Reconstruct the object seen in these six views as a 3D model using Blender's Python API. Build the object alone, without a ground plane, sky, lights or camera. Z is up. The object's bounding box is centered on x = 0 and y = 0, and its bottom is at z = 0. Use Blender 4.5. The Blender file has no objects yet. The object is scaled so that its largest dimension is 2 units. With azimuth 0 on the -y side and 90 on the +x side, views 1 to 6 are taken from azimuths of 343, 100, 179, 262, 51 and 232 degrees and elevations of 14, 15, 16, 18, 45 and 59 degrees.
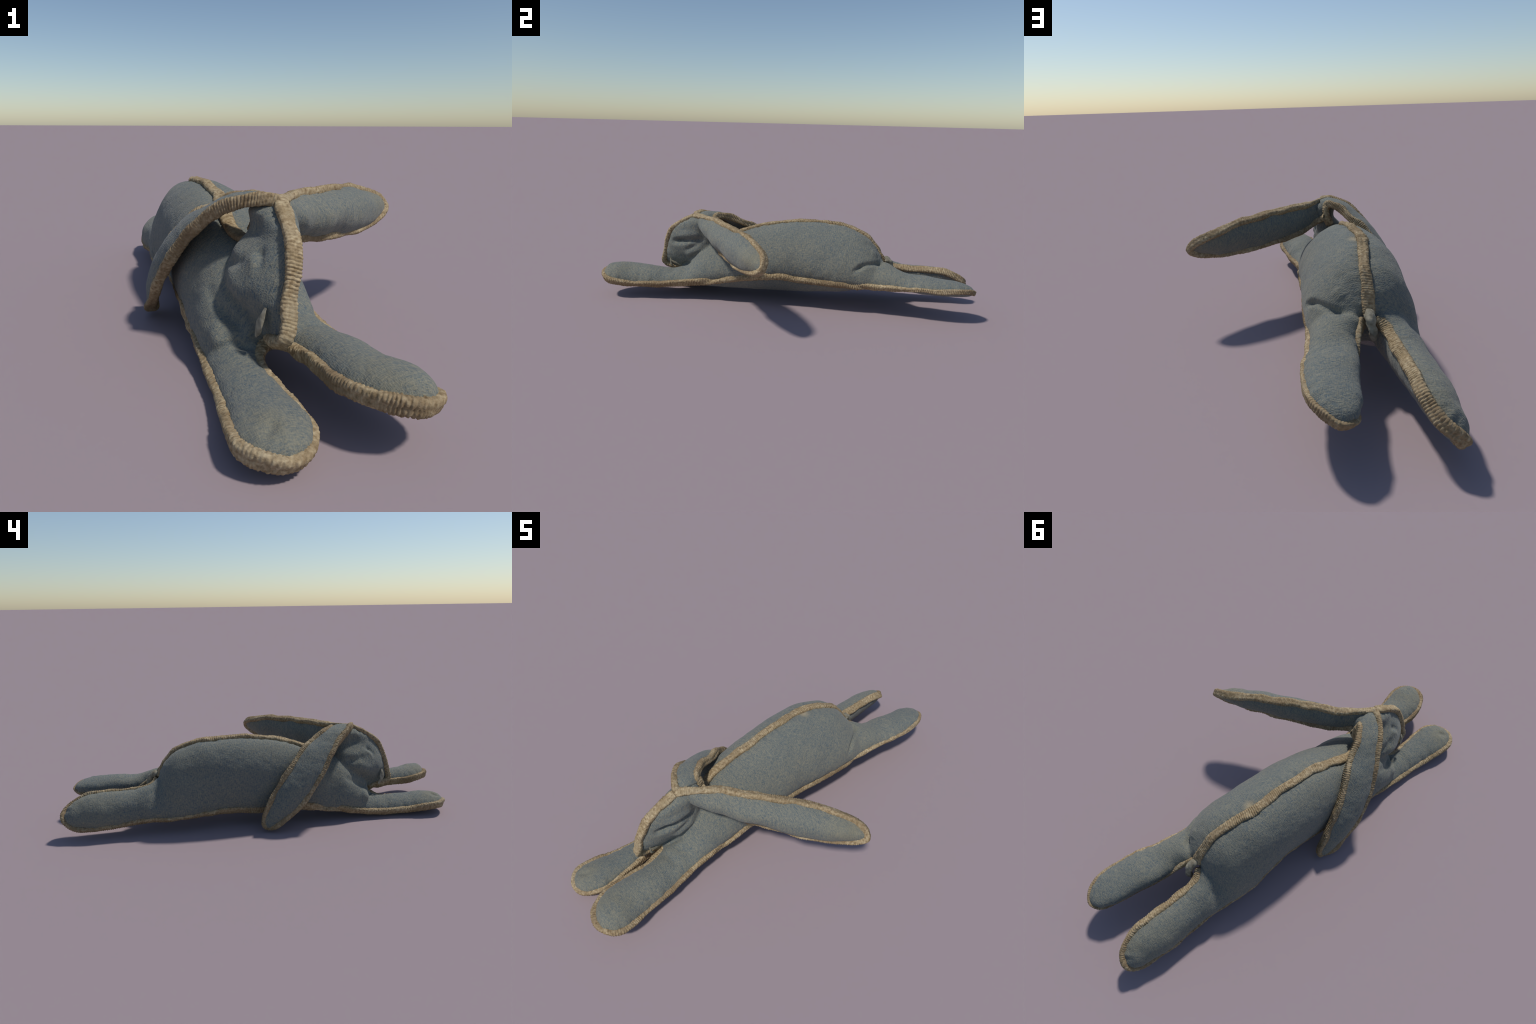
"""A stuffed cloth rabbit: blue-grey linen panels, sewn edge to edge with a
ribbed, overcast tan welt; lying stretched out with both ears flung aside."""
import bpy, bmesh, math, random
import numpy as np
from mathutils import Vector, noise
from mathutils.kdtree import KDTree
from mathutils.bvhtree import BVHTree

random.seed(7)
rng = np.random.default_rng(7)
VOXEL = 0.0048


# ------------------------------------------------------------------ curves
def spline(points, n=200):
    """Catmull-Rom through the points (any dimension), evenly resampled."""
    p = np.array(points, float)
    p = np.vstack([2 * p[0] - p[1], p, 2 * p[-1] - p[-2]])
    out = []
    for i in range(1, len(p) - 2):
        p0, p1, p2, p3 = p[i - 1:i + 3]
        d = [max(np.linalg.norm(b - a), 1e-6) ** 0.5 for a, b in ((p0, p1), (p1, p2), (p2, p3))]
        m1 = d[1] * ((p1 - p0) / d[0] - (p2 - p0) / (d[0] + d[1]) + (p2 - p1) / d[1])
        m2 = d[1] * ((p2 - p1) / d[1] - (p3 - p1) / (d[1] + d[2]) + (p3 - p2) / d[2])
        t = np.linspace(0, 1, 24, endpoint=False)[:, None]
        out.append((2 * t**3 - 3 * t**2 + 1) * p1 + (t**3 - 2 * t**2 + t) * m1
                   + (-2 * t**3 + 3 * t**2) * p2 + (t**3 - t**2) * m2)
    c = np.vstack(out + [p[-2:-1]])
    return even(c, n)


def even(c, n):
    s = np.r_[0, np.cumsum(np.linalg.norm(np.diff(c, axis=0), axis=1))]
    t = np.linspace(0, s[-1], n)
    return np.column_stack([np.interp(t, s, c[:, k]) for k in range(c.shape[1])])


def length(c):
    return np.linalg.norm(np.diff(c, axis=0), axis=1).sum()


def unit(v):
    return v / np.maximum(np.linalg.norm(v, axis=-1, keepdims=True), 1e-9)


def smooth_rows(a, times):
    a = a.copy()
    for _ in range(times):
        a[1:-1] = 0.25 * a[:-2] + 0.5 * a[1:-1] + 0.25 * a[2:]
    return a


# ------------------------------------------------------------------ meshes
def loft(rings):
    """Closed skin over a list of rings with equal point counts."""
    m = len(rings[0])
    verts = [tuple(p) for r in rings for p in r]
    faces = []
    for i in range(len(rings) - 1):
        for j in range(m):
            k = (j + 1) % m
            faces.append((i * m + j, i * m + k, (i + 1) * m + k, (i + 1) * m + j))
    for r, flip in ((0, True), (len(rings) - 1, False)):
        c = len(verts)
        verts.append(tuple(np.mean(rings[r], axis=0)))
        for j in range(m):
            a, b = r * m + j, r * m + (j + 1) % m
            faces.append((b, a, c) if flip else (a, b, c))
    me = bpy.data.meshes.new("loft")
    me.from_pydata(verts, [], faces)
    bm = bmesh.new()
    bm.from_mesh(me)
    bmesh.ops.remove_doubles(bm, verts=bm.verts, dist=1e-5)
    bmesh.ops.recalc_face_normals(bm, faces=bm.faces)
    bm.to_mesh(me)
    bm.free()
    return me


def arc(a, b, bulge, n=28, power=0.85, skew=1.0, lean=None):
    """Points from seam a to seam b, puffed out by the vector bulge.
    skew > 1 moves the fullest place towards b; lean tips the puff near a."""
    t = np.linspace(0, 1, n, endpoint=False)[:, None]
    s = (1 - np.cos(np.pi * t)) / 2
    puff = np.sin(np.pi * t ** skew) ** power
    out = a + (b - a) * s + bulge * puff
    if lean is not None:
        out = out + lean * puff * (1 - s)
    return out


def add_mesh(name, me, parent, mats):
    ob = bpy.data.objects.new(name, me)
    bpy.context.scene.collection.objects.link(ob)
    ob.parent = parent
    for m in mats:
        me.materials.append(m)
    return ob


def lens_rings(one, two, up, top, under, n=120, lean=None, lean_from=.4, power=1.0):
    """Stuffed flat piece between two seam lines; `up` says which side is top.
    top / under: bulge heights along the piece."""
    one, two = even(one, n), even(two, n)
    mid = (one + two) / 2
    tan = unit(np.gradient(mid, axis=0))
    nor = unit(np.cross(two - one, tan))
    if (nor @ np.array(up, float)).sum() < 0:
        nor = -nor
    nor = unit(smooth_rows(nor, 12))
    t = np.linspace(0, 1, n)
    chord = np.linalg.norm(two - one, axis=1)
    cap = np.minimum(1, chord / 0.13) ** 0.7
    ht = np.interp(t, *zip(*top)) * cap
    hu = np.interp(t, *zip(*under)) * cap
    tip = [None if lean is None else np.array(lean) * ht[i] * np.clip((t[i] - lean_from) / .15, 0, 1) for i in range(n)]
    return [np.vstack([arc(one[i], two[i], nor[i] * ht[i], 30, power, lean=tip[i]),
                       arc(two[i], one[i], -nor[i] * hu[i], 30, power)]) for i in range(n - 1)]


# ------------------------------------------------------------- the pattern
# seam lines of the sewn pattern (metres)
FORE_R_OUT = [(-0.039, -0.360, 0.117), (-0.036, -0.430, 0.104), (-0.029, -0.510, 0.093), (-0.021, -0.570, 0.086), (-0.009, -0.640, 0.083), (0.001, -0.710, 0.080),
              (0.011, -0.780, 0.079), (0.025, -0.850, 0.083), (0.038, -0.900, 0.093), (0.032, -0.948, 0.103), (0.003, -0.978, 0.112), (-0.044, -0.989, 0.119)]
FORE_R_IN = [(-.200, -.36, .110), (-.203, -.46, .110), (-.203, -.57, .108), (-.176, -.62, .105), (-.157, -.70, .110), (-.152, -.78, .117), (-.147, -.86, .124),
             (-.128, -.922, .129), (-.090, -.969, .128), (-.042, -.989, .124)]
FORE_L_OUT = [(-0.355, -0.330, 0.073), (-0.356, -0.400, 0.062), (-0.357, -0.480, 0.046), (-0.355, -0.560, 0.031), (-0.355, -0.640, 0.027), (-0.359, -0.710, 0.028),
              (-0.366, -0.780, 0.034), (-0.377, -0.860, 0.046), (-0.374, -0.920, 0.052), (-0.346, -0.957, 0.050), (-0.296, -0.972, 0.042)]
FORE_L_IN = [(-.210, -.36, .105), (-.210, -.46, .105), (-.212, -.565, .100), (-.236, -.62, .073), (-.238, -.68, .058), (-.229, -.76, .052),
             (-.219, -.84, .050), (-.221, -.905, .050), (-.250, -.954, .044), (-.300, -.972, .042)]
HIND_R_OUT = [(-0.019, 0.330, 0.156), (-0.017, 0.410, 0.153), (-0.013, 0.486, 0.151), (0.005, 0.600, 0.157), (0.027, 0.700, 0.166), (0.034, 0.800, 0.172),
              (0.029, 0.880, 0.173), (0.012, 0.930, 0.170), (-0.015, 0.962, 0.162), (-0.050, 0.978, 0.147)]
HIND_R_IN = [(-0.150, 0.330, 0.260), (-0.180, 0.440, 0.250), (-0.185, 0.530, 0.236), (-0.161, 0.580, 0.205), (-0.140, 0.650, 0.154), (-0.119, 0.720, 0.130),
             (-0.105, 0.800, 0.124), (-0.099, 0.890, 0.127), (-0.085, 0.950, 0.136), (-0.050, 0.978, 0.147)]
HIND_L_OUT = [(-0.370, 0.330, 0.084), (-0.376, 0.410, 0.079), (-0.371, 0.490, 0.071), (-0.367, 0.580, 0.074), (-0.368, 0.670, 0.063), (-0.372, 0.756, 0.053),
              (-0.374, 0.842, 0.047), (-0.371, 0.905, 0.048), (-0.365, 0.950, 0.064), (-0.354, 0.976, 0.088), (-0.339, 0.984, 0.110)]
HIND_L_IN = [(-0.250, 0.330, 0.290), (-0.235, 0.440, 0.270), (-0.225, 0.530, 0.236), (-0.252, 0.565, 0.216), (-0.259, 0.620, 0.203), (-0.265, 0.700, 0.198),
             (-0.267, 0.800, 0.196), (-0.267, 0.870, 0.188), (-0.281, 0.925, 0.165), (-0.304, 0.966, 0.138), (-0.334, 0.984, 0.110)]
EAR_A_TOP = [(-.150, -.505, .448), (-.115, -.450, .449), (-.050, -.360, .449), (.030, -.295, .447), (.100, -.235, .443), (.170, -.180, .439),
             (.235, -.125, .434), (.310, -.065, .413), (.388, -.016, .388), (.438, -.003, .364), (.457, -.014, .338)]
EAR_A_LOW = [(-0.160, -0.385, 0.372), (-0.115, -0.400, 0.350), (-0.070, -0.375, 0.328), (-0.015, -0.330, 0.311), (0.047, -0.296, 0.297), (0.107, -0.253, 0.294),
             (0.177, -0.213, 0.287), (0.247, -0.171, 0.284), (0.307, -0.126, 0.286), (0.372, -0.081, 0.296), (0.427, -0.041, 0.312), (0.457, -0.014, 0.338)]
EAR_B_FRONT = [(-.150, -.505, .448), (-.200, -.480, .451), (-.252, -.445, .443), (-.300, -.394, .410), (-.345, -.345, .357), (-.387, -.294, .288),
               (-.424, -.235, .210), (-.441, -.160, .120), (-.446, -.075, .050), (-.440, -.030, .022), (-.430, .000, .018)]
EAR_B_BACK = [(-.160, -.380, .415), (-.170, -.384, .443), (-.220, -.328, .434), (-.256, -.262, .405), (-.300, -.204, .378), (-.340, -.156, .336),
              (-.370, -.108, .282), (-.394, -.059, .219), (-.414, -.011, .148), (-.425, .018, .075), (-.430, .022, .035), (-.430, .000, .018)]
HEAD_FRONT = [(-.150, -.505, .448), (-.152, -.549, .427), (-.158, -.595, .401), (-.166, -.640, .366), (-.176, -.667, .318), (-.186, -.686, .262),
              (-.194, -.699, .205), (-.206, -.708, .165), (-.213, -.690, .146), (-.214, -.650, .135), (-.209, -.605, .120), (-.207, -.575, .108)]
DORSAL = [(-.185, -.380, .324), (-.204, -.345, .328), (-.221, -.310, .339), (-.226, -.265, .356), (-.222, -.215, .375), (-.217, -.165, .391), (-.214, -.09, .411), (-.217, .0, .427), (-.219, .08, .435),
          (-.222, .16, .436), (-.226, .25, .431), (-.218, .31, .425), (-.208, .38, .405), (-.200, .44, .376), (-.203, .488, .325),
          (-.203, .515, .280), (-.203, .532, .244)]
flank_r = [(-.035, -.259, .138), (-.032, -.18, .151), (-.029, -.09, .165), (-.027, .0, .173), (-.030, .08, .165), (-.026, .16, .160), (-.020, .25, .158)]
flank_l = [(-.362, -.25, .085), (-.358, -.17, .086), (-.354, -.08, .085), (-.350, .0, .083), (-.347, .08, .087), (-.348, .16, .090), (-.358, .25, .088)]
NAPE = [(-.185, -.380, .342), (-.165, -.374, .385), (-.160, -.380, .415)]

# torso sections: y, dorsal seam x z, right seam x z, left seam x z,
# puff of the right flank, the left flank and the belly
TORSO = [
    (-.575, -.200, .140, -.110, .110, -.280, .085, .015, .020, .010),
    (-.545, -.196, .172, -.062, .106, -.335, .052, .020, .046, .018),
    (-.500, -.190, .212, -.042, .100, -.354, .042, .038, .064, .025),
    (-.420, -.188, .282, -.038, .110, -.358, .060, .054, .068, .045),
    (-.330, -.205, .316, -.036, .125, -.359, .072, .064, .062, .060),
    (-.250, -.226, .350, -.034, .140, -.358, .085, .066, .068, .070),
    (-.180, -.220, .378, -.030, .152, -.355, .086, .068, .074, .075),
    (-.090, -.216, .403, -.028, .165, -.352, .086, .074, .080, .078),
    (.000, -.217, .418, -.026, .175, -.346, .084, .079, .087, .080),
    (.080, -.219, .426, -.029, .167, -.343, .087, .083, .092, .076),
    (.160, -.222, .428, -.025, .161, -.344, .090, .085, .094, .068),
    (.250, -.226, .422, -.018, .159, -.354, .088, .082, .092, .060),
    (.310, -.220, .416, -.014, .157, -.364, .085, .077, .090, .052),
    (.380, -.208, .396, -.014, .155, -.374, .080, .069, .088, .036),
    (.440, -.200, .367, -.015, .153, -.371, .077, .056, .089, .012),
    (.490, -.204, .316, -.020, .156, -.360, .078, .040, .076, -.02),
    (.522, -.203, .268, -.060, .175, -.320, .110, .020, .038, -.03),
]
# head slices: z, front seam x y, nape x y, puff of the left and right cheek,
# fullness (low: blunt, high: pointed)
HEAD = [
    (.112, -.205, -.600, -.200, -.520, .010, .010, 1.3),
    (.135, -.210, -.660, -.200, -.490, .017, .017, 1.35),
    (.162, -.205, -.692, -.198, -.450, .034, .028, 1.35),
    (.200, -.195, -.691, -.195, -.410, .072, .048, 1.25),
    (.240, -.190, -.682, -.190, -.395, .098, .064, 1.15),
    (.280, -.183, -.670, -.190, -.388, .094, .074, 1.0),
    (.320, -.176, -.656, -.190, -.386, .076, .074, .95),
    (.360, -.166, -.636, -.178, -.388, .046, .058, .9),
    (.395, -.158, -.596, -.168, -.390, .047, .056, .8),
    (.422, -.152, -.546, -.165, -.396, .054, .050, .75),
    (.442, -.149, -.506, -.165, -.410, .028, .026, .75),
]


def torso_rings(n=170):
    rows = spline(TORSO, n)
    out = []
    for y, dx, dz, rx, rz, lx, lz, hr, hl, hb in rows:
        d, r, l = (np.array((x, y, z)) for x, z in ((dx, dz), (rx, rz), (lx, lz)))
        ring = []
        for a, b, h, skew in ((d, r, hr, 1.0), (r, l, hb, 1.0), (l, d, hl, 1.18)):
            c = b - a
            nor = unit(np.array((c[2], 0, -c[0])))       # outward, seen along y
            nor = nor if nor @ ((a + b) / 2 - (d + r + l) / 3) > 0 else -nor
            ring.append(arc(a, b, nor * (h + .002), 32, 1.08, skew))
        out.append(np.vstack(ring))
    return out


def head_rings(n=90):
    out = []
    for z, fx, fy, bx, by, hl, hr, full in spline(HEAD, n):
        f, b = np.array((fx, fy, z)), np.array((bx, by, z))
        out.append(np.vstack([arc(f, b, np.array((-hl, .0, 0)), 40, full, 1.22), arc(b, f, np.array((hr, .0, 0)), 40, full, .80)]))
    return out


S = lambda p, n=240: spline(p, n)
FLAT = lambda h: [(0, h), (1, h)]
lofts = {
    "torso": loft(torso_rings()),
    "head": loft(head_rings()),
    "foreleg_r": loft(lens_rings(S(FORE_R_IN), S(FORE_R_OUT), (0, 0, 1), [(0, .04), (.3, .058), (.42, .058), (.52, .068), (.8, .066), (1, .052)], FLAT(.024))),
    "foreleg_l": loft(lens_rings(S(FORE_L_IN), S(FORE_L_OUT), (0, 0, 1), [(0, .035), (.3, .036), (.42, .036), (.52, .050), (.8, .045), (1, .034)], FLAT(.022), lean=(.45, 0, 0))),
    "hindleg_r": loft(lens_rings(S(HIND_R_IN), S(HIND_R_OUT), (.2, 0, 1), [(0, .06), (.3, .056), (.45, .052), (.62, .062), (.8, .054), (1, .038)], FLAT(.022), lean=(-.75, 0, .1))),
    "hindleg_l": loft(lens_rings(S(HIND_L_IN), S(HIND_L_OUT), (-1, 0, .5), [(0, .07), (.3, .070), (.45, .060), (.7, .067), (1, .045)], [(0, .06), (.35, .070), (.55, .056), (.75, .038), (1, .014)])),
}


# ---------------------------------------------------------------- materials
def node_kit(name):
    mat = bpy.data.materials.new(name)
    mat.use_nodes = True
    nt = mat.node_tree
    nt.nodes.clear()

    def new(kind, **sockets):
        n = nt.nodes.new(kind)
        for k, v in sockets.items():
            setattr(n, k, v)
        return n

    def link(a, b):
        nt.links.new(a, b)
    out = new("ShaderNodeOutputMaterial")
    bsdf = new("ShaderNodeBsdfPrincipled")
    link(bsdf.outputs[0], out.inputs[0])
    coord = new("ShaderNodeTexCoord").outputs["Object"]

    def tex(scale, detail=3.0, stretch=(1, 1, 1), rough=0.55):
        mp = new("ShaderNodeMapping")
        mp.inputs["Scale"].default_value = stretch
        link(coord, mp.inputs[0])
        t = new("ShaderNodeTexNoise")
        t.inputs["Scale"].default_value = scale
        t.inputs["Detail"].default_value = detail
        t.inputs["Roughness"].default_value = rough
        link(mp.outputs[0], t.inputs[0])
        return t.outputs["Fac"]

    def ramp(src, *stops):
        r = new("ShaderNodeValToRGB")
        el = r.color_ramp.elements
        while len(el) < len(stops):
            el.new(0.5)
        for e, (p, c) in zip(el, stops):
            e.position = p
            e.color = (c, c, c, 1) if isinstance(c, (int, float)) else (*c, 1)
        link(src, r.inputs[0])
        return r.outputs[0]

    def mix(fac, a, b, mode="MIX"):
        m = new("ShaderNodeMix", data_type="RGBA", blend_type=mode)
        for sock, v in ((m.inputs[0], fac), (m.inputs[6], a), (m.inputs[7], b)):
            if hasattr(v, "is_linked"):
                link(v, sock)
            else:
                sock.default_value = (*v, 1) if isinstance(v, tuple) else v
        return m.outputs[2]

    def math_(op, a, b):
        m = new("ShaderNodeMath", operation=op)
        for sock, v in zip(m.inputs, (a, b)):
            if hasattr(v, "is_linked"):
                link(v, sock)
            else:
                sock.default_value = v
        return m.outputs[0]

    def near(point, radius):
        """1 at the point, falling to 0 at the radius."""
        v = new("ShaderNodeVectorMath", operation="DISTANCE")
        link(coord, v.inputs[0])
        v.inputs[1].default_value = point
        m = new("ShaderNodeMapRange", interpolation_type="SMOOTHSTEP")
        link(v.outputs["Value"], m.inputs[0])
        m.inputs[1].default_value, m.inputs[2].default_value = 0, radius
        m.inputs[3].default_value, m.inputs[4].default_value = 1, 0
        return m.outputs[0]

    def bump(height, strength, distance):
        b = new("ShaderNodeBump")
        b.inputs["Strength"].default_value = strength
        b.inputs["Distance"].default_value = distance
        link(height, b.inputs["Height"])
        link(b.outputs[0], bsdf.inputs["Normal"])
    return mat, bsdf, link, tex, ramp, mix, math_, near, bump


BLUE, BLUE_GREY, BEIGE = (.081, .111, .130), (.163, .171, .149), (.250, .234, .174)


def fabric_material():
    mat, bsdf, link, tex, ramp, mix, math_, near, bump = node_kit("blue_grey_linen")
    weft = tex(66, 1.5, (1.1, 5.4, 1.1), .5)      # threads that run round the body
    warp = tex(66, 1.5, (5.0, 1.1, 5.0), .5)      # threads that run along it
    weave = math_("ADD", math_("MULTIPLY", weft, .55), math_("MULTIPLY", warp, .45))
    fleck = tex(150, 2)
    worn = tex(3.2, 5, rough=.6)
    col = ramp(weave, (.33, BLUE), (.48, BLUE_GREY), (.66, BEIGE))
    col = mix(ramp(fleck, (.52, 0.0), (.74, .35)), col, BEIGE)
    col = mix(ramp(fleck, (.26, .45), (.46, 0.0)), col, BLUE)
    col = mix(ramp(worn, (.30, .22), (.56, 0.0)), col, BLUE)
    col = mix(ramp(worn, (.50, 0.0), (.80, .35)), col, (.215, .207, .155))
    soil = tex(9, 5)
    mask = None
    for p, r in (((-.04, -.92, .17), .16), ((-.30, -.90, .09), .15), ((.40, -.06, .36), .16), ((-.30, .93, .13), .10)):
        m = near(p, r)
        mask = m if mask is None else math_("MAXIMUM", mask, m)
    col = mix(math_("MULTIPLY", mask, ramp(soil, (.38, .05), (.65, .50))), col, (.225, .200, .130))
    col = mix(math_("MULTIPLY", near((-.198, .243, .432), .036), ramp(soil, (.30, .5), (.6, 1.0))), col, (.40, .33, .21))
    for p, r in (((-.055, -.70, .172), .022), ((-.33, -.74, .10), .018), ((-.33, -.60, .11), .016)):
        col = mix(math_("MULTIPLY", near(p, r), ramp(soil, (.42, .0), (.6, .6))), col, (.10, .065, .035))
    link(col, bsdf.inputs["Base Color"])
    bsdf.inputs["Roughness"].default_value = .92
    bsdf.inputs["Specular IOR Level"].default_value = .15
    bsdf.inputs["Sheen Weight"].default_value = .12
    bump(math_("ADD", weave, math_("MULTIPLY", fleck, .25)), .6, .006)
    return mat


def welt_material():
    mat, bsdf, link, tex, ramp, mix, math_, near, bump = node_kit("tan_overcast_thread")
    strands = tex(95, 3)
    lumps = tex(22, 4)
    dirt = tex(5, 5, rough=.65)
    col = ramp(strands, (.30, (.190, .132, .070)), (.5, (.335, .252, .146)), (.70, (.480, .385, .242)))
    col = mix(ramp(lumps, (.46, .0), (.70, .50)), col, (.245, .180, .095))
    col = mix(ramp(dirt, (.46, .0), (.64, .70)), col, (.190, .132, .074))
    col = mix(ramp(dirt, (.25, .35), (.45, .0)), col, (.43, .38, .275))
    link(col, bsdf.inputs["Base Color"])
    bsdf.inputs["Roughness"].default_value = .88
    bsdf.inputs["Specular IOR Level"].default_value = .2
    bump(math_("ADD", strands, lumps), .5, .004)
    return mat


def plain_thread_material(name, dark, light):
    mat, bsdf, link, tex, ramp, mix, math_, near, bump = node_kit(name)
    n = tex(60, 4)
    link(ramp(n, (.35, dark), (.65, light)), bsdf.inputs["Base Color"])
    bsdf.inputs["Roughness"].default_value = .9
    bump(n, .5, .004)
    return mat


FABRIC, WELT = fabric_material(), welt_material()
GREY_THREAD = plain_thread_material("grey_frayed_thread", (.17, .150, .105), (.32, .29, .215))
PALE = plain_thread_material("pale_bare_cloth", (.30, .27, .27), (.42, .38, .38))


# ------------------------------------------------------- one smooth stuffed body
def mesh_arrays(me):
    v = np.empty(len(me.vertices) * 3)
    me.vertices.foreach_get("co", v)
    e = np.empty(len(me.edges) * 2, int)
    me.edges.foreach_get("vertices", e)
    return v.reshape(-1, 3), e.reshape(-1, 2)


def laplace(v, e, times, amount=0.5, weight=None):
    deg = np.bincount(e.ravel(), minlength=len(v))[:, None].clip(1)
    w = amount if weight is None else amount * weight[:, None]
    for _ in range(times):
        s = np.zeros_like(v)
        for k in range(3):
            s[:, k] = np.bincount(e[:, 0], v[e[:, 1], k], len(v)) + np.bincount(e[:, 1], v[e[:, 0], k], len(v))
        v = v + w * (s / deg - v)
    return v


def normals_of(me):
    n = np.empty(len(me.vertices) * 3)
    me.vertices.foreach_get("vector", n) if False else me.vertex_normals.foreach_get("vector", n)
    return n.reshape(-1, 3)


def line_distance(v, line):
    """Distance of every vertex to a polyline and the place along it (0..1)."""
    kd = KDTree(len(line))
    for i, p in enumerate(line):
        kd.insert(p, i)
    kd.balance()
    lo, hi = line.min(0) - .12, line.max(0) + .12
    idx = np.where(((v > lo) & (v < hi)).all(1))[0]
    d, t = np.full(len(v), 9.0), np.zeros(len(v))
    for i in idx:
        _, j, dist = kd.find(v[i])
        d[i], t[i] = dist, j / (len(line) - 1)
    return d, t


# folds: path, depth, width (positive depth sinks in, negative swells)
FOLDS = [
    # cheek below the outflung ear
    ([(-.105, -.425, .320), (-.100, -.481, .316), (-.098, -.523, .313), (-.110, -.569, .307), (-.125, -.615, .298), (-.14, -.64, .292)], .044, .014),
    ([(-.095, -.433, .300), (-.098, -.469, .291), (-.100, -.504, .275), (-.112, -.56, .240)], .032, .012),
    ([(-.062, -.350, .222), (-.070, -.39, .210), (-.082, -.43, .196), (-.100, -.47, .188), (-.132, -.515, .178), (-.165, -.565, .162), (-.19, -.60, .14)], .020, .011),
    ([(-.100, -.45, .360), (-.105, -.53, .350), (-.120, -.59, .335)], -.012, .024),
    ([(-.10, -.44, .262), (-.105, -.50, .240), (-.13, -.56, .22)], -.016, .024),
    ([(-.27, -.49, .265), (-.262, -.54, .245), (-.25, -.58, .215)], -.011, .026),
    ([(-.315, -.50, .130), (-.325, -.535, .110), (-.32, -.555, .09)], -.010, .024),
    # cheek below the hanging ear
    ([(-.228, -.47, .385), (-.226, -.50, .388), (-.222, -.53, .395)], .020, .018),
    ([(-.226, -.560, .345), (-.222, -.579, .324), (-.224, -.592, .306), (-.230, -.60, .270)], .015, .013),
    ([(-.240, -.553, .335), (-.240, -.571, .314), (-.240, -.588, .275)], -.007, .015),
    ([(-.275, -.44, .296), (-.268, -.48, .292), (-.258, -.52, .298), (-.25, -.545, .31)], .013, .016),
    ([(-.315, -.42, .215), (-.310, -.455, .190), (-.302, -.512, .169), (-.282, -.546, .150), (-.258, -.570, .125)], .020, .015),
    # wrists
    ([(-.352, -.566, .070), (-.341, -.568, .091), (-.317, -.571, .111), (-.285, -.579, .108), (-.256, -.591, .096), (-.235, -.60, .09)], .016, .010),
    ([(-.150, -.615, .130), (-.100, -.610, .165), (-.040, -.60, .150)], .008, .020),
    # haunch
    ([(-.187, .534, .240), (-.124, .522, .252), (-.064, .488, .265), (-.026, .430, .262), (-.016, .389, .236), (-.010, .362, .214)], .022, .0105),
    ([(-.115, .415, .350), (-.150, .454, .316), (-.172, .492, .284)], .014, .017),
    ([(-.10, .455, .315), (-.125, .485, .285)], -.006, .02),
    ([(-.330, .53, .235), (-.380, .545, .180), (-.395, .545, .120)], .008, .022),
    # tucks in the paws
    ([(-.300, -.905, .098), (-.318, -.925, .085), (-.332, -.940, .070)], .008, .013),
]


def build_body():
    bm = bmesh.new()
    for me in lofts.values():
        bm.from_mesh(me)
    me = bpy.data.meshes.new("body")
    bm.to_mesh(me)
    bm.free()
    ob = bpy.data.objects.new("body", me)
    bpy.context.scene.collection.objects.link(ob)
    mod = ob.modifiers.new("remesh", "REMESH")
    mod.mode, mod.voxel_size, mod.adaptivity = "VOXEL", VOXEL, 0.0
    done = bpy.data.meshes.new_from_object(ob.evaluated_get(bpy.context.evaluated_depsgraph_get()))
    bpy.data.objects.remove(ob)
    v, e = mesh_arrays(done)
    v = laplace(v, e, 10)
    done.vertices.foreach_set("co", v.ravel())
    done.update()
    nor = smooth_normals(done, e, 6)
    shift = np.zeros(len(v))
    for path, depth, width in FOLDS:
        d, t = line_distance(v, spline(path, 80))
        shift -= depth * np.exp(-(d / width) ** 2) * np.clip(np.minimum(t, 1 - t) * 4.5 + .05, 0, 1)
    # puckers: small wrinkles that run away from every seam
    for k, path in enumerate((HEAD_FRONT, DORSAL, FORE_R_IN[2:] + FORE_R_OUT[::-1][1:] + flank_r + HIND_R_OUT + HIND_R_IN[::-1][1:-2],
                              FORE_L_IN[2:] + FORE_L_OUT[::-1][1:] + flank_l + HIND_L_OUT + HIND_L_IN[::-1][1:-2])):
        line = spline(path, 500)
        d, t = line_distance(v, line)
        along = t * length(line)
        for i in np.where(d < .085)[0]:
            wave = noise.noise(Vector((along[i] * 38, k * 9.0, 0))) + .5 * noise.noise(Vector((along[i] * 75, k * 9.0, 4.0)))
            shift[i] += .0036 * wave * math.exp(-((d[i] - .022) / .028) ** 2)
    for i, p in enumerate(v):
        q = Vector(p)
        shift[i] += .0040 * noise.noise(q * 9) + .0016 * noise.noise(q * 26) + .0007 * noise.noise(q * 70)
    v = v + nor * shift[:, None]
    v = laplace(v, e, 2)
    done.vertices.foreach_set("co", v.ravel())
    done.update()
    return done


def smooth_normals(me, e, times):
    n = normals_of(me)
    return unit(laplace(n, e, times, 0.6))


body = build_body()
bv, be = mesh_arrays(body)
body_normals = normals_of(body)

rabbit = bpy.data.objects.new("stuffed_rabbit", None)
bpy.context.scene.collection.objects.link(rabbit)
rabbit["label"] = "worn blue-grey cloth rabbit with tan whipstitched seams, lying stretched out"
rabbit["category"] = "stuffed toy"


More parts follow.
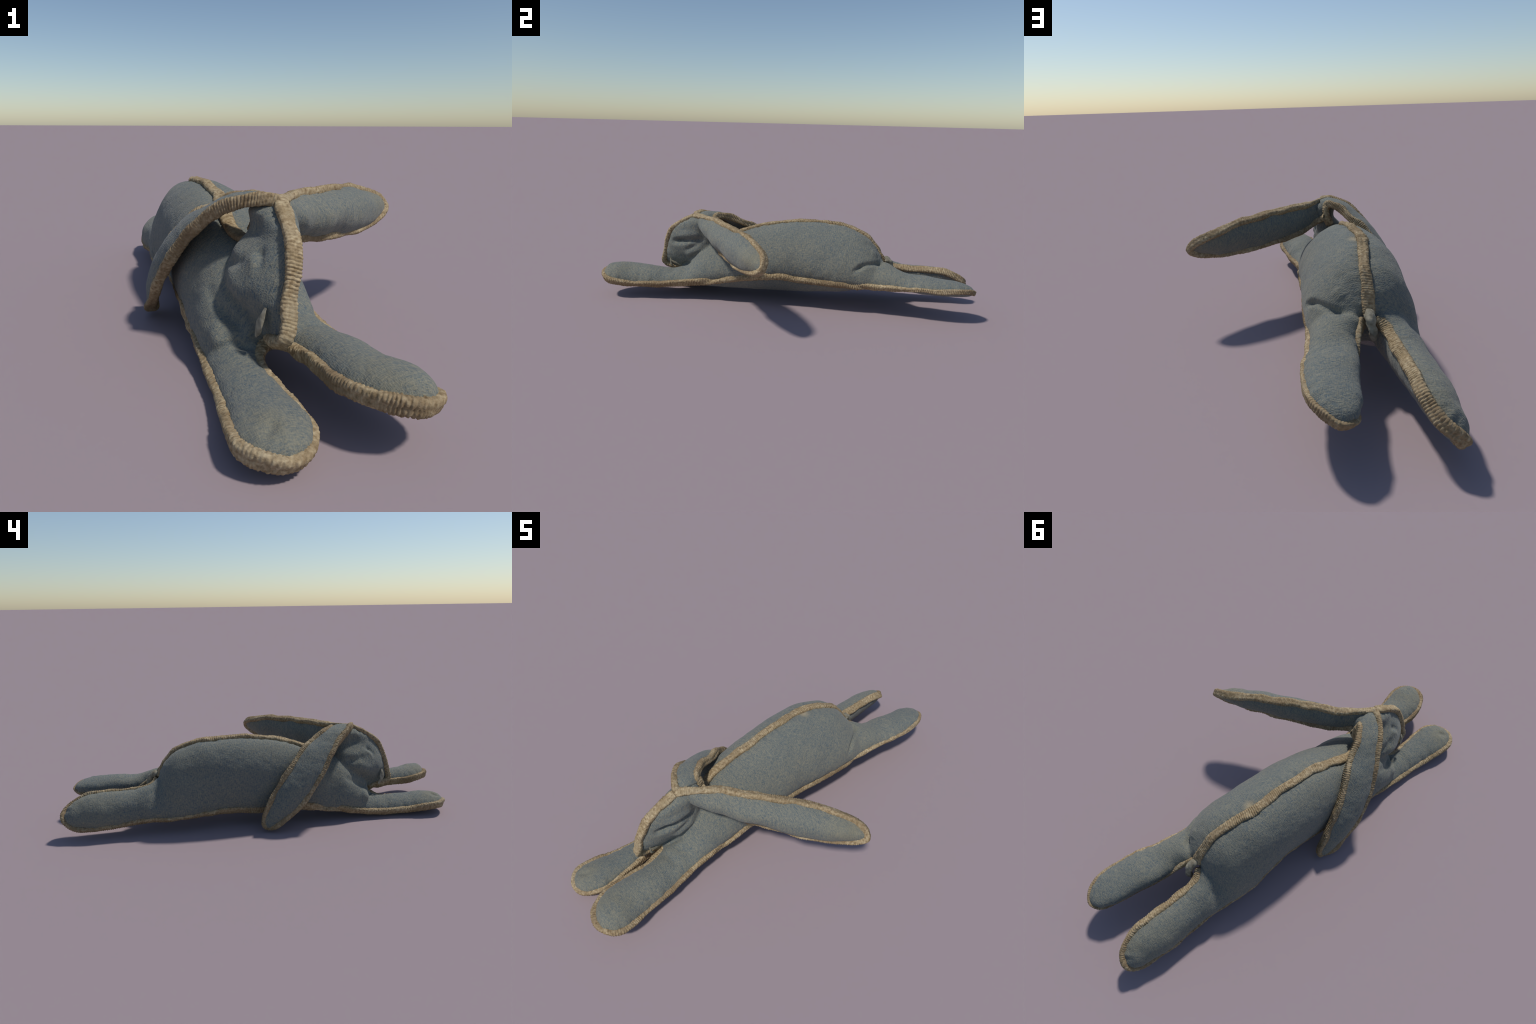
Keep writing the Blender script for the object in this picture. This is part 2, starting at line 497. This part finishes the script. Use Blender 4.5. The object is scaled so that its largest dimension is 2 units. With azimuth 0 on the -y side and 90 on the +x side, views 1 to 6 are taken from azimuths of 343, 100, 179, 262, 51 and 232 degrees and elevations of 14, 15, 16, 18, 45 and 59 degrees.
def split_body():
    keys = list(lofts)
    trees = {k: BVHTree.FromPolygons([x.co[:] for x in m.vertices], [p.vertices[:] for p in m.polygons]) for k, m in lofts.items()}
    cen = np.empty(len(body.polygons) * 3)
    body.polygons.foreach_get("center", cen)
    cen = cen.reshape(-1, 3)
    box = {k: (np.array([x.co[:] for x in m.vertices]).min(0) - .02, np.array([x.co[:] for x in m.vertices]).max(0) + .02) for k, m in lofts.items()}
    dist = np.full((len(keys), len(cen)), .03)
    for a, k in enumerate(keys):
        lo, hi = box[k]
        for i in np.where(((cen > lo) & (cen < hi)).all(1))[0]:
            d = trees[k].find_nearest(cen[i])[3]
            dist[a, i] = d
    dist[0] -= .002
    # even the borders out over neighbouring faces
    pv = [p.vertices[:] for p in body.polygons]
    flat = np.concatenate([np.array(p) for p in pv])
    owner = np.repeat(np.arange(len(pv)), [len(p) for p in pv])
    cnt = np.bincount(flat, minlength=len(bv)).clip(1)
    for _ in range(25):
        for a in range(len(keys)):
            vv = np.bincount(flat, dist[a][owner], len(bv)) / cnt
            dist[a] = np.bincount(owner, vv[flat], len(pv)) / np.bincount(owner)
    region = dist.argmin(0)
    names = {"torso": "torso", "head": "head", "foreleg_r": "foreleg", "foreleg_l": "foreleg", "hindleg_r": "hind_leg", "hindleg_l": "hind_leg"}
    for a, k in enumerate(keys):
        ids = np.where(region == a)[0]
        used = sorted({x for i in ids for x in pv[i]})
        where = {x: j for j, x in enumerate(used)}
        me = bpy.data.meshes.new(names[k])
        me.from_pydata([tuple(bv[x]) for x in used], [], [[where[x] for x in pv[i]] for i in ids])
        me.polygons.foreach_set("use_smooth", [True] * len(me.polygons))
        ob = add_mesh(names[k], me, rabbit, [FABRIC, PALE])
        if k == "torso":
            for p in me.polygons:
                c = p.center
                wob = .03 * noise.noise(c * 14)
                if p.normal.z < -.45 and ((c.x + .21) / .10) ** 2 + ((c.y - .30) / .20) ** 2 + wob * 6 < 1:
                    p.material_index = 1
        me.normals_split_custom_set_from_vertices([tuple(body_normals[x]) for x in used])


split_body()


# --------------------------------------------------------------------- ears
def build_ear(one, two, up, top, under):
    me = loft(lens_rings(S(one), S(two), up, top, under, 260, power=1.5))
    v, e = mesh_arrays(me)
    for i, p in enumerate(v):
        q = Vector(p)
        v[i] += np.array(me.vertices[i].normal) * (.0050 * noise.noise(q * 12) + .0018 * noise.noise(q * 34))
    v = laplace(v, e, 3)
    me.vertices.foreach_set("co", v.ravel())
    me.update()
    me.polygons.foreach_set("use_smooth", [True] * len(me.polygons))
    add_mesh("ear", me, rabbit, [FABRIC])
    return v


ear_a = build_ear(EAR_A_TOP, EAR_A_LOW, (.5, -1, 0), [(0, .03), (.15, .055), (.4, .066), (.6, .064), (.85, .056), (1, .03)], [(0, .02), (.3, .020), (.55, .030), (.8, .030), (1, .012)])
ear_b = build_ear(EAR_B_FRONT, EAR_B_BACK, (-1, 0, .6), [(0, .018), (.2, .022), (.6, .033), (1, .026)], [(0, .014), (.3, .012), (1, .010)])


# -------------------------------------------------------------------- welts
def kd_of(v, step=1):
    v = v[::step]
    kd = KDTree(len(v))
    for i, p in enumerate(v):
        kd.insert(p, i)
    kd.balance()
    return kd, v


BODY_KD = kd_of(bv, 3)
EAR_A_KD, EAR_B_KD = kd_of(ear_a, 2), kd_of(ear_b, 2)
RIB = 0.0088
STEPS = 7


def welt(path, kds, seed, half=.0200, rise=.0108, sink=.020, thin=None):
    """Ribbed double-lipped welt swept along a seam line, standing off the cloth."""
    c = S(path, 400)
    n = int(length(c) / (RIB / STEPS))
    c = even(c, n)
    out = np.zeros_like(c)
    for i in range(0, n, 6):
        acc = []
        for kd, pts in kds:
            acc += [pts[j] for _, j, _ in kd.find_range(c[i], .055)]
        if acc:
            out[i] = c[i] - np.mean(acc, axis=0)
        else:
            out[i] = out[i - 6] if i else (0, 0, 1)
    key = np.arange(0, n, 6)
    out = np.column_stack([np.interp(np.arange(n), key, unit(out[key])[:, k]) for k in range(3)])
    tan = unit(np.gradient(c, axis=0))
    out = smooth_rows(out, 120)
    out = unit(out - tan * (out * tan).sum(1)[:, None])
    side = np.cross(tan, out)
    m = 28
    rings = []
    s = np.arange(n) * (RIB / STEPS)
    rs = np.random.default_rng(seed)
    for i in range(n):
        q = Vector(c[i])
        ph = s[i] / RIB * 2 * math.pi + 3.6 * noise.noise(q * 26)
        wide = half * (1 + .26 * noise.noise(q * 16 + Vector((seed, 0, 0))))
        slim = 1 if thin is None else thin(c[i])
        wide *= slim
        tall = slim * rise * (1 + .38 * noise.noise(q * 19 + Vector((0, seed, 0))))
        sway = .0060 * noise.noise(q * 13 + Vector((0, 0, seed)))
        amp = max(.08, .60 + 1.0 * noise.noise(q * 17 + Vector((seed, seed, 0))))
        end = min(1, (i + 1) / 6, (n - i) / 6) ** .5
        ring = []
        for j in range(m):
            a = 2 * math.pi * j / m
            ca, sa = math.cos(a), math.sin(a)
            x = math.copysign(abs(ca) ** .85, ca) * wide
            if sa >= 0:
                groove = math.exp(-(x / (half * .26)) ** 2) * (.5 + .5 * noise.noise(q * 30))
                z = sa ** .75 * tall * (1 - .38 * groove)
                lip = .8 if x > 0 else 1.0
                gap = (math.cos(ph + (1.4 if x > 0 else 0) + x * 50) * .5 + .5) ** 2.2
                rib = (.28 - gap) * amp + .22 * noise.noise(Vector((x * 90, s[i] * 70, seed * 3.0)))
                k = 1 + rib * (.24 + .22 * groove) * lip
                x, z = x * (1 + rib * .06), z * k + rib * .0008
            else:
                z = -abs(sa) ** .8 * sink
                x *= (1 - .12 * abs(sa))
                gap = (math.cos(ph + (1.4 if x > 0 else 0)) * .5 + .5) ** 2.2
                x *= 1 + (.28 - gap) * amp * .12
            lump = .0019 * noise.noise(Vector((x * 190 + seed * 7, z * 190, s[i] * 150)))
            r = 1 + lump / .014
            ring.append(c[i] + (side[i] * (x * r + sway) + out[i] * (z * r)) * end)
        rings.append(np.array(ring))
    me = loft(rings)
    me.polygons.foreach_set("use_smooth", [True] * len(me.polygons))
    ob = add_mesh("seam", me, rabbit, [WELT])
    return ob


def joined(a, b, skip_a=0):
    return list(a[skip_a:]) + list(b[::-1])[1:]


B = [BODY_KD]
# foreleg outline -> flank -> hind leg outline, one long run on each side
welt(FORE_R_IN[2:] + FORE_R_OUT[::-1][1:] + flank_r + HIND_R_OUT + HIND_R_IN[::-1][1:-2], B, 1,
     thin=lambda p: 1 - .38 * min(1, max(0, (p[1] - .48) / .16)))
welt(FORE_L_IN[2:] + FORE_L_OUT[::-1][1:] + flank_l + HIND_L_OUT + HIND_L_IN[::-1][1:-2], B, 2)
welt(HEAD_FRONT, B, 3)
welt(DORSAL, B, 4)
welt(EAR_A_TOP + EAR_A_LOW[::-1][1:] + NAPE[::-1][1:], [EAR_A_KD], 5, half=.0180, rise=.0095, sink=.021)
welt(EAR_B_FRONT + EAR_B_BACK[::-1][1:] + NAPE[::-1][1:], [EAR_B_KD], 6, half=.0180, rise=.0095, sink=.021)


# ----------------------------------------------------------- tail and threads
def strand(name, path, radii, mat, flat=1.0, lump=.0, twist=0.0):
    c = S(path, 60)
    tan = unit(np.gradient(c, axis=0))
    ref = np.array((1.0, 0.2, 0.1))
    a = unit(np.cross(tan, ref))
    b = np.cross(tan, a)
    rad = np.interp(np.linspace(0, 1, 60), np.linspace(0, 1, len(radii)), radii)
    rings = []
    for i in range(60):
        ring = []
        for j in range(20):
            w = 2 * math.pi * j / 20
            r = rad[i] * (1 + lump * math.sin(3 * w + i * twist) + lump * noise.noise(Vector(c[i]) * 60 + Vector((w, 0, 0))))
            ring.append(c[i] + a[i] * math.cos(w) * r + b[i] * math.sin(w) * r * flat)
        rings.append(np.array(ring))
    me = loft(rings)
    me.polygons.foreach_set("use_smooth", [True] * len(me.polygons))
    return add_mesh(name, me, rabbit, [mat])


strand("tail", [(-.202, .520, .262), (-.200, .552, .252), (-.203, .570, .228), (-.208, .575, .200), (-.212, .572, .178)],
       [.010, .017, .017, .014, .014, .007], GREY_THREAD, 1.0, .13, .35)
strand("loose_thread", [(-.236, -.652, .223), (-.246, -.652, .200), (-.252, -.645, .170), (-.254, -.632, .146)], [.004, .010, .013, .011, .004], GREY_THREAD, .35, .1, .2)
strand("loose_thread", [(-.180, -.655, .202), (-.176, -.655, .175), (-.178, -.652, .150), (-.186, -.64, .132)], [.002, .005, .006, .004], GREY_THREAD, .6, .1, .2)
strand("loose_thread", [(-.176, -.655, .176), (-.178, -.635, .164), (-.188, -.605, .148), (-.195, -.585, .130)], [.004, .006, .005, .004], GREY_THREAD, .6, .1, .2)

for me in list(lofts.values()) + [body]:
    bpy.data.meshes.remove(me)
